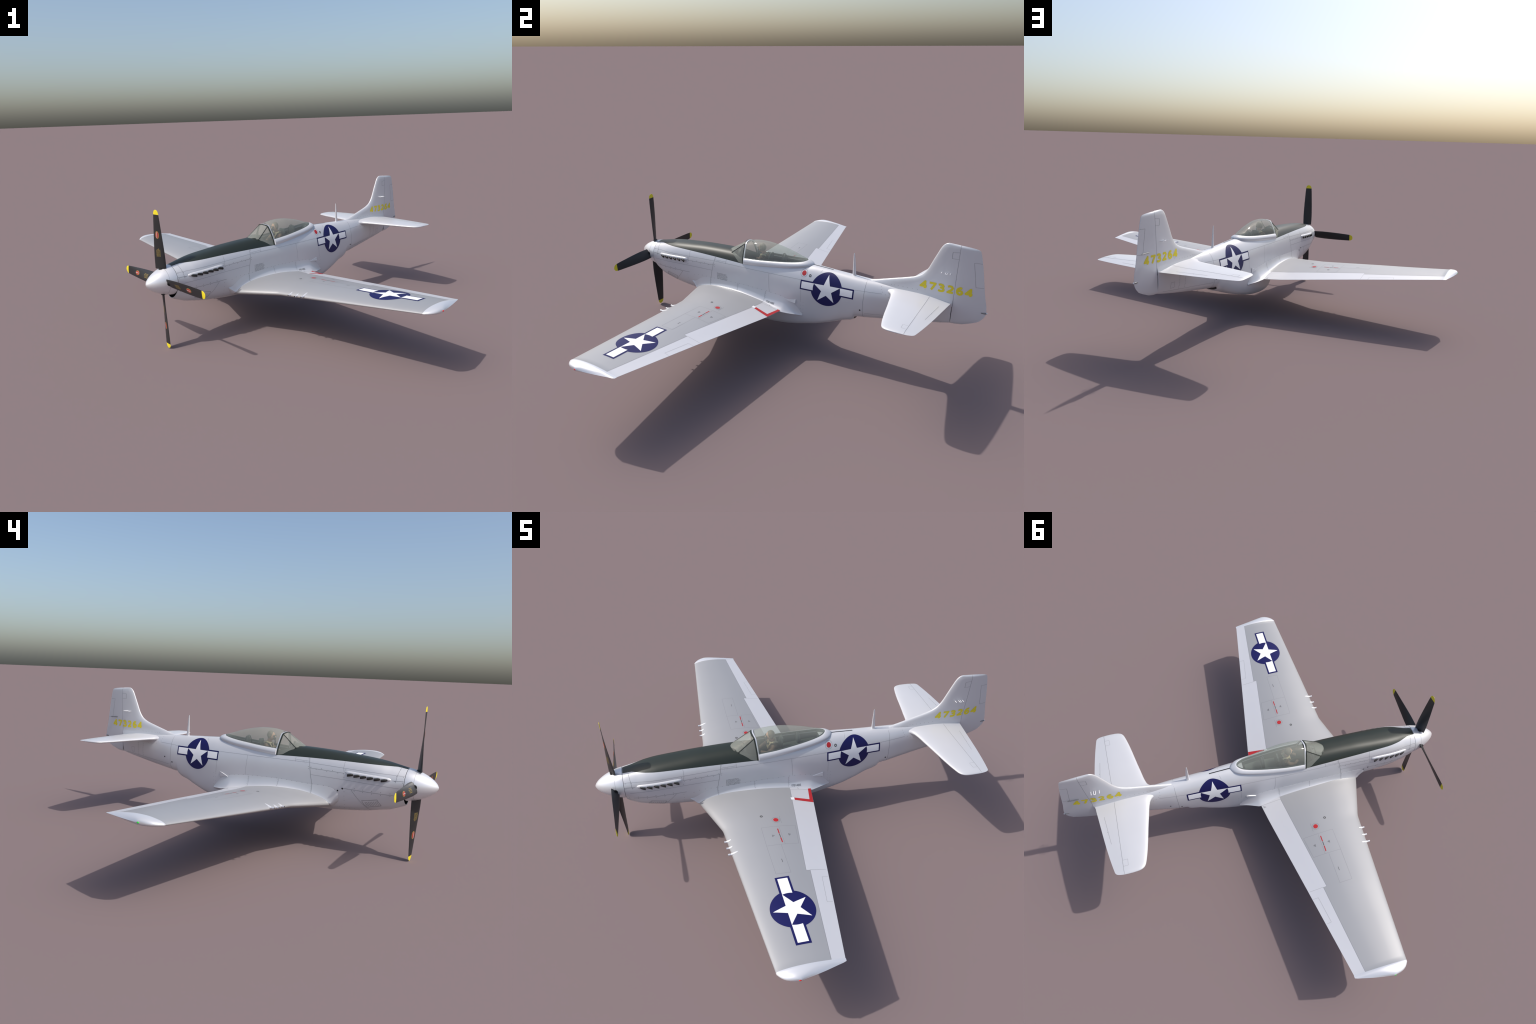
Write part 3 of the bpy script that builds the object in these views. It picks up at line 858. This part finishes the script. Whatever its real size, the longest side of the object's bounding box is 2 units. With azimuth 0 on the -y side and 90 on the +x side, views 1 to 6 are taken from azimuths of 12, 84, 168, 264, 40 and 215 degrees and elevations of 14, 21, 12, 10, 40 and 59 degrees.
for k in range(4):
    o = add("propeller_blade", blade_me, spinner)
    M = Matrix.Translation((0, YP, .360)) @ Matrix.Rotation(radians(1.5), 4, "X") @ Matrix.Rotation(pi/2*k, 4, "Y")
    o.matrix_local = M
    for nm, me in [("blade_tip", tip_me), ("blade_shank", shank_me)] + dm:
        c = bpy.data.objects.new(nm, me); bpy.context.scene.collection.objects.link(c); c.parent = spinner; c.matrix_local = M

# ------------------------------------------------------------------ exhausts
for sx in (1, -1):
    rings = []
    for i in range(21):
        t = i/20; y = -.6925+.227*t; zc = .3805+.011*t
        e = min(1, sqrt(max(0, 1-(abs(t-.5)*2)**8)))
        e = max(e, .05)
        xs_ = fus_side(y, zc)
        ring = []
        for k in range(16):
            a = 2*pi*k/16
            ring.append(Vector((sx*(xs_-.004+.011*e*cos(a)), y, zc+.0105*e*sin(a))))
        rings.append(ring)
    fairing = solid("exhaust_fairing", rings, fuselage, M_skin, angle=60)
    for i in range(6):
        y0 = -.668+.0322*i; z0 = .3795+.0013*i
        x0 = fus_side(y0, z0)
        pts = [(x0+.001, y0-.006, z0+.001), (x0+.006, y0, z0), (x0+.0095, y0+.008, z0-.001), (x0+.0125, y0+.017, z0-.003), (x0+.0140, y0+.022, z0-.004)]
        rr = [.0030, .0055, .0068, .0066, .0064]
        rings = []
        for q, r in zip(pts, rr):
            rings.append([Vector((sx*(q[0]+r*.72*cos(2*pi*k/14)), q[1], q[2]+r*sin(2*pi*k/14))) for k in range(14)])
        q = pts[-1]; r = rr[-1]*.72
        rings.append([Vector((sx*(q[0]+r*.72*cos(2*pi*k/14)), q[1], q[2]+r*sin(2*pi*k/14))) for k in range(14)])
        rings.append([Vector((sx*(q[0]-.004+r*.72*cos(2*pi*k/14)), q[1]-.010, q[2]+r*sin(2*pi*k/14))) for k in range(14)])
        solid("exhaust_stack", rings, fairing, M_stack, angle=50)

# chin intake mouth: dark crescent below the spinner
# (the recessed front of the fuselage loft already forms it; an inner lip catches light)

# radiator inlet below the belly
inl = []
for y, s in ((-.0235, 1), (-.0225, .93), (.03, .85)):
    inl.append([Vector((s*.058*math.copysign(abs(cos(2*pi*k/32))**.6, cos(2*pi*k/32)), y, .150+s*.0205*math.copysign(abs(sin(2*pi*k/32))**.6, sin(2*pi*k/32)))) for k in range(32)])
solid("radiator_inlet", [inl[0], inl[1]], fuselage, M_black)

# ------------------------------------------------------------------ guns
for sx in (1, -1):
    for x, z, y0 in [(.4200, .2645, -.3232), (.4635, .2675, -.3206), (.5070, .2735, -.3205)]:
        le = wing_le(x)
        pod = []
        for y, r, dz in [(le-.003, .0045, 0), (le+.001, .0062, 0), (le+.008, .0066, .002), (le+.018, .0058, .0065), (le+.028, .0040, .0105), (le+.036, .0015, .013)]:
            zz = z+dz if dz < .006 else max(z+dz, 0)
            pod.append([Vector((sx*(x+r*cos(2*pi*k/14)), y, zz+r*sin(2*pi*k/14))) for k in range(14)])
        gp = solid("gun_fairing", pod, WING[sx]["wing"], M_tip, angle=60)
        yb = y0-.002
        ring = lambda y, r: [Vector((sx*x+r*cos(2*pi*k/14), y, z+r*sin(2*pi*k/14))) for k in range(14)]
        solid("gun_barrel", [ring(le+.004, .0046), ring(yb, .0046), ring(yb-.0003, .0040)], WING[sx]["wing"], M_tip, cap0=False, cap1=False)
        solid("gun_muzzle", [ring(yb+.0002, .0041), ring(yb+.006, .0036)], WING[sx]["wing"], M_gun, cap0=False)
# wing tip lamps
for sx, m in ((1, M_lred), (-1, M_lgreen)):
    ellipsoid("navigation_lamp", (sx*1.1872, -.1805, .3300), (.0035, .006, .0035), m, WING[sx]["wing_tip"], 14)

# ------------------------------------------------------------------ aerial mast and tail details
rings = []
for z, y, c, t in [(.466, .5350, .0200, .0115), (.480, .5342, .0185, .0105), (.52, .5322, .0145, .0085), (.56, .5300, .0100, .0062), (.582, .5286, .0064, .0040), (.588, .5281, .0036, .0024)]:
    rings.append([Vector((t*.5*sin(2*pi*k/16), y+c*.5*cos(2*pi*k/16), z)) for k in range(16)])
solid("aerial_mast", rings, fuselage, M_tip)
for sx in (1, -1):
    x0, x1 = fin_x(.98, .58)-.002, .0300
    for y in (.966, .9845, .9935, 1.006):
        tube("aerial_rod", [(sx*x0, y, .5815), (sx*x1, y, .5815)], .0013, M_white, fin, 8)
    tube("aerial_rod", [(sx*x1, .9845, .5815), (sx*x1, .9935, .5815)], .0013, M_white, fin, 8)
tube("tail_lamp_housing", [(0, 1.150, .4160), (0, 1.160, .4160), (0, 1.172, .4165), (0, 1.181, .4170)], [.0012, .0042, .0046, .0036], M_steel, rudder, 12)
ellipsoid("tail_lamp", (0, 1.182, .4170), (.0035, .003, .0035), M_white, rudder, 14)
tube("trim_rod", [(-.0095, 1.076, .5390), (-.0105, 1.09, .5392), (-.0085, 1.13, .5385)], [.002, .0026, .0015], M_steel, rudder, 8)

# ------------------------------------------------------------------ canopy
CZ = pchip([-.098, -.0625, -.03, 0, .0365, .0993, .150, .1829, .2054, .235, .258, .272], [.5470, .5555, .5600, .5612, .5602, .5510, .5395, .5305, .5225, .5130, .5065, .5030])
cy = [-.090, -.08, -.06, -.04, -.02, 0, .02, .04, .06, .08, .10, .12, .14, .16, .18, .20, .215, .23, .243, .253, .260, .265, .2685, .271, .2722, .2725]
rings = []
for y in cy:
    w, z0, z1 = GW(max(y, -.085)), GZ(max(y, -.085)), CZ(y)
    rings.append([Vector((w*cos(pi*k/32), y, z0-.001+(z1-z0+.001)*sin(pi*k/32))) for k in range(33)])
V, F = loft(rings, closed=False)
me = mesh_from("canopy_glass", V, F); fix_normals(me)
canopy = add("canopy_glass", me, None, [M_glass])

# canopy rail: rounded band between glass edge and fuselage, running round the back
RB = pchip([-.0835, 0, .092, .165, .223, .264, .290, .308], [.0790, .0755, .0680, .0595, .0500, .0405, .0270, .0005])
RZ = pchip([-.0835, 0, .092, .165, .223, .264, .290, .308], [.4335, .4405, .4490, .4560, .4640, .4730, .4795, .4838])
def rail_ring(s, sx):
    # s 0..1 from front to rear tip
    yg = -.086+(.2725+.086)*s; yb = -.0835+(.308+.0835)*s
    g = Vector((GW(max(yg, -.085)), yg, GZ(max(yg, -.085)))); b = Vector((RB(yb), yb, RZ(yb)))
    t = (b-g)
    # outward direction in the plan view of the rail
    e = .002
    tang = Vector((GW(max(yg+e, -.083))-GW(max(yg-e, -.085)), 2*e, 0)) if yg+e < .2722 else Vector((-1, .05, 0))
    out = Vector((tang.y, -tang.x, 0)).normalized()
    if s > .999: out = Vector((0, 1, 0))
    n = (out*.95+Vector((0, 0, .12))).normalized()
    bulge = .0090
    ring = [g-out*.004-Vector((0, 0, .004)), g]
    for k in range(1, 10):
        q = k/10
        ring.append(g+t*q+n*bulge*sin(pi*q)**.55)
    ring += [b+out*.0015, b-out*.006-Vector((0, 0, .012))]
    return [Vector((p.x*sx, p.y, p.z)) for p in ring]
ss = [i/40 for i in range(37)]+[.92, .94, .955, .97, .98, .99, 1]
ss = sorted(set(ss))
rr = [rail_ring(s, 1) for s in ss] + [rail_ring(s, -1) for s in ss[::-1][1:]]
solid("canopy_rail", rr, None, M_skin, angle=60)

# dark liner inside the rail
lin_rings = []
lin_pts = [(GW(y)-.0022, y, GZ(y)) for y in (-.083, -.05, 0, .05, .09, .13, .16, .19, .218, .235, .25, .26, .267)]
lin_pts = lin_pts + [(0, .2695, GZ(.2695))] + [(-a, b, c) for a, b, c in lin_pts[::-1]]
for x, y, z in lin_pts:
    k = 1-.0030/max(abs(x), .012)
    lin_rings.append([Vector((x, y, z+.0025)), Vector((x*k, y-.0015*(y > .2), z+.0025)), Vector((x*k, y-.0015*(y > .2), z-.045)), Vector((x, y, z-.045))])
solid("rail_liner", lin_rings, canopy, M_int, angle=30)

# windscreen
arch = [(.0788, -.0845, .4345), (.0755, -.0852, .4490), (.0712, -.0862, .4646), (.0632, -.0878, .4850), (.0538, -.0896, .5055), (.0440, -.0914, .5245),
        (.0390, -.0926, .5335), (.0340, -.0938, .5388), (.0270, -.0958, .5415), (.0135, -.0982, .5440), (0, -.0995, .5452)]
arch_full = arch + [(-x, y, z) for x, y, z in arch[::-1][1:]]
def strip(name, pts, w, t, mat, parent, dy=0):
    """flat band following the arch: w along y, t thick"""
    rings = []
    pts = [Vector(p) for p in pts]
    for i, p in enumerate(pts):
        tg = (pts[min(i+1, len(pts)-1)]-pts[max(i-1, 0)]).normalized()
        f = Vector((0, 1, 0)); o = tg.cross(f).normalized()
        if o.dot(Vector((p.x, 0, p.z-.45))) < 0: o = -o
        q = p+Vector((0, dy, 0))
        rings.append([q-f*w/2-o*t/2, q+f*w/2-o*t/2, q+f*w/2+o*t/2, q-f*w/2+o*t/2])
    return solid(name, rings, parent, mat, angle=30)
arch_o = strip("windscreen_arch", arch_full, .0062, .0050, M_tip, canopy)
strip("windscreen_frame", arch_full, .0070, .0042, M_olive, canopy, -.0066)
Cc, Aa = Vector((.0475, -.1805, .4765)), Vector((.0350, -.0990, .5385))
arch_v = [Vector(p)+Vector((0, -.006, 0)) for p in arch]
acc = [0]
for a, b in zip(arch_v[:7], arch_v[1:8]): acc.append(acc[-1]+(b-a).length)
def arch_at(s):
    d = s*acc[-1]; i = 0
    while i < len(acc)-2 and d > acc[i+1]: i += 1
    return arch_v[i].lerp(arch_v[i+1], (d-acc[i])/(acc[i+1]-acc[i]))
for sx in (1, -1):
    rings = []
    for i in range(13):
        s = i/12; a = Cc.lerp(Aa, s); b = arch_at(s); r = []
        for k in range(11):
            u = k/10; p = a.lerp(b, u); bl = 4*u*(1-u)*(1-s)
            p += Vector((.0075, -.003, -.0085))*bl
            r.append(Vector((p.x*sx, p.y, p.z)))
        rings.append(r)
    V, F = loft(rings, closed=False); me = mesh_from("windscreen_side", V, F); add("windscreen_side", me, canopy, [M_glass])
    tube("windscreen_post", [(sx*p.x, p.y, p.z) for p in (Cc+Vector((0, -.003, -.002)), Cc.lerp(Aa, .5), Aa)], .0021, M_olive, canopy, 8)
rings = []
for i in range(9):
    s = i/8; a = Cc.lerp(Aa, s); bow = .031*(1-s)+.010*s; r = []
    for k in range(17):
        u = -1+k/8
        r.append(Vector((a.x*u, a.y-bow*(1-u*u), a.z+(1-u*u)*(.0075*(1-s)+.006*s))))
    rings.append(r)
V, F = loft(rings, closed=False); me = mesh_from("windscreen_front", V, F); add("windscreen_front", me, canopy, [M_glass])
tube("windscreen_post", [(Aa.x*u, Aa.y-.010*(1-u*u), Aa.z+.006*(1-u*u)) for u in [i/8-1 for i in range(17)]], .0020, M_olive, canopy, 8)

# ------------------------------------------------------------------ cockpit furniture and pilot
cock = add("cockpit_interior", mesh_from("cockpit_interior", *loft([[Vector((x, y, z)) for x, z in [(-w, .385), (w, .385), (w, z1), (-w, z1)]] for y, z1, w in ((.055, .425, .04), (.10, .430, .04), (.17, .438, .036), (.225, .450, .024))], True, True, True), smooth=False), None, [M_int])
fix_normals(cock.data)
rings = []
for y, s in ((-.172, .80), (-.160, 1.0), (-.140, 1.0), (-.136, .9)):
    rings.append([Vector((.042*s*cos(pi*k/16), y, .445+.047*s*sin(pi*k/16))) for k in range(17)])
solid("instrument_panel", rings, cock, M_dash, angle=40)
rings = []
for y, w, h in ((-.215, .030, .001), (-.200, .040, .006), (-.185, .0425, .0115), (-.170, .0415, .0150), (-.160, .0400, .0155), (-.158, .0370, .0120)):
    rings.append([Vector((w*cos(pi*k/20), y, .4690+(.0125+h)*sin(pi*k/20)**.8)) for k in range(21)])
solid("glare_shield", rings, cock, M_olive, angle=50)
tube("gunsight", [(0, -.150, .485), (0, -.150, .503)], .006, M_rubber, cock, 10)
tube("roll_hoop", [(.030*cos(pi*k/14), .125, .452+.058*sin(pi*k/14)) for k in range(15)], .0024, M_dash, cock, 8)
solid("headrest", [[Vector((a*cos(pi*k/20), y, .452+b*sin(pi*k/20))) for k in range(21)] for y, a, b in ((.1265, .026, .050), (.129, .0285, .0545), (.137, .0285, .0545), (.1395, .026, .050))], cock, M_dash, angle=50)
rings = [[Vector((x, y+(z-.42)*.18, z)) for x, z in [(-w, .36), (w, .36), (w, .478), (w*.6, .500), (-w*.6, .500), (-w, .478)]] for y, w in ((.030, .026), (.038, .026))]
solid("seat_back", rings, cock, M_int, angle=20)
for sx in (1, -1):
    tube("cockpit_sill", [(sx*(GW(y)-.010), y, GZ(max(y, -.085))-.010) for y in (-.08, -.03, .03, .09, .15, .20, .235)], .0022, M_sill, cock, 8)

pil = ellipsoid("pilot_torso", (0, .004, .425), (.036, .024, .062), M_jacket)
for sx in (1, -1):
    tube("pilot_arm", [(sx*.030, .004, .474), (sx*.040, -.008, .455), (sx*.036, -.040, .440), (sx*.018, -.062, .438)], [.012, .011, .009, .007], M_jacket, pil, 10)
    tube("harness_strap", [(sx*.016, .022, .482), (sx*.017, .004, .4895), (sx*.015, -.012, .480), (sx*.010, -.022, .462), (sx*.006, -.025, .445)], .0038, M_tan, pil, 8)
tube("pilot_neck", [(0, .002, .475), (0, -.004, .506)], .0115, M_skinface, pil, 12)
tube("collar", [(.019*cos(2*pi*k/16), .000+.016*sin(2*pi*k/16), .4845+.003*sin(2*pi*k/16)) for k in range(17)], .0048, M_tan, pil, 8)
head = ellipsoid("pilot_head", (0, -.014, .5185), (.0165, .0185, .0235), M_skinface, pil)
ellipsoid("flying_helmet", (0, -.0085, .5235), (.0195, .0205, .0225), M_leather, pil)
for sx in (1, -1):
    ellipsoid("ear_cup", (sx*.0175, -.008, .516), (.0045, .0085, .0105), M_leather, pil, 14)
    ellipsoid("goggles", (sx*.0072, -.0325, .5200), (.0068, .0038, .0055), M_rubber, pil, 14)
ellipsoid("oxygen_mask", (0, -.0320, .5065), (.0085, .0080, .0085), M_rubber, pil, 14)
tube("mask_hose", [(0, -.034, .502), (.004, -.034, .490), (.010, -.028, .472)], .0032, M_rubber, pil, 8)
tube("nose", [(0, -.0315, .5215), (0, -.0365, .5130)], [.0015, .0032], M_skinface, pil, 8)
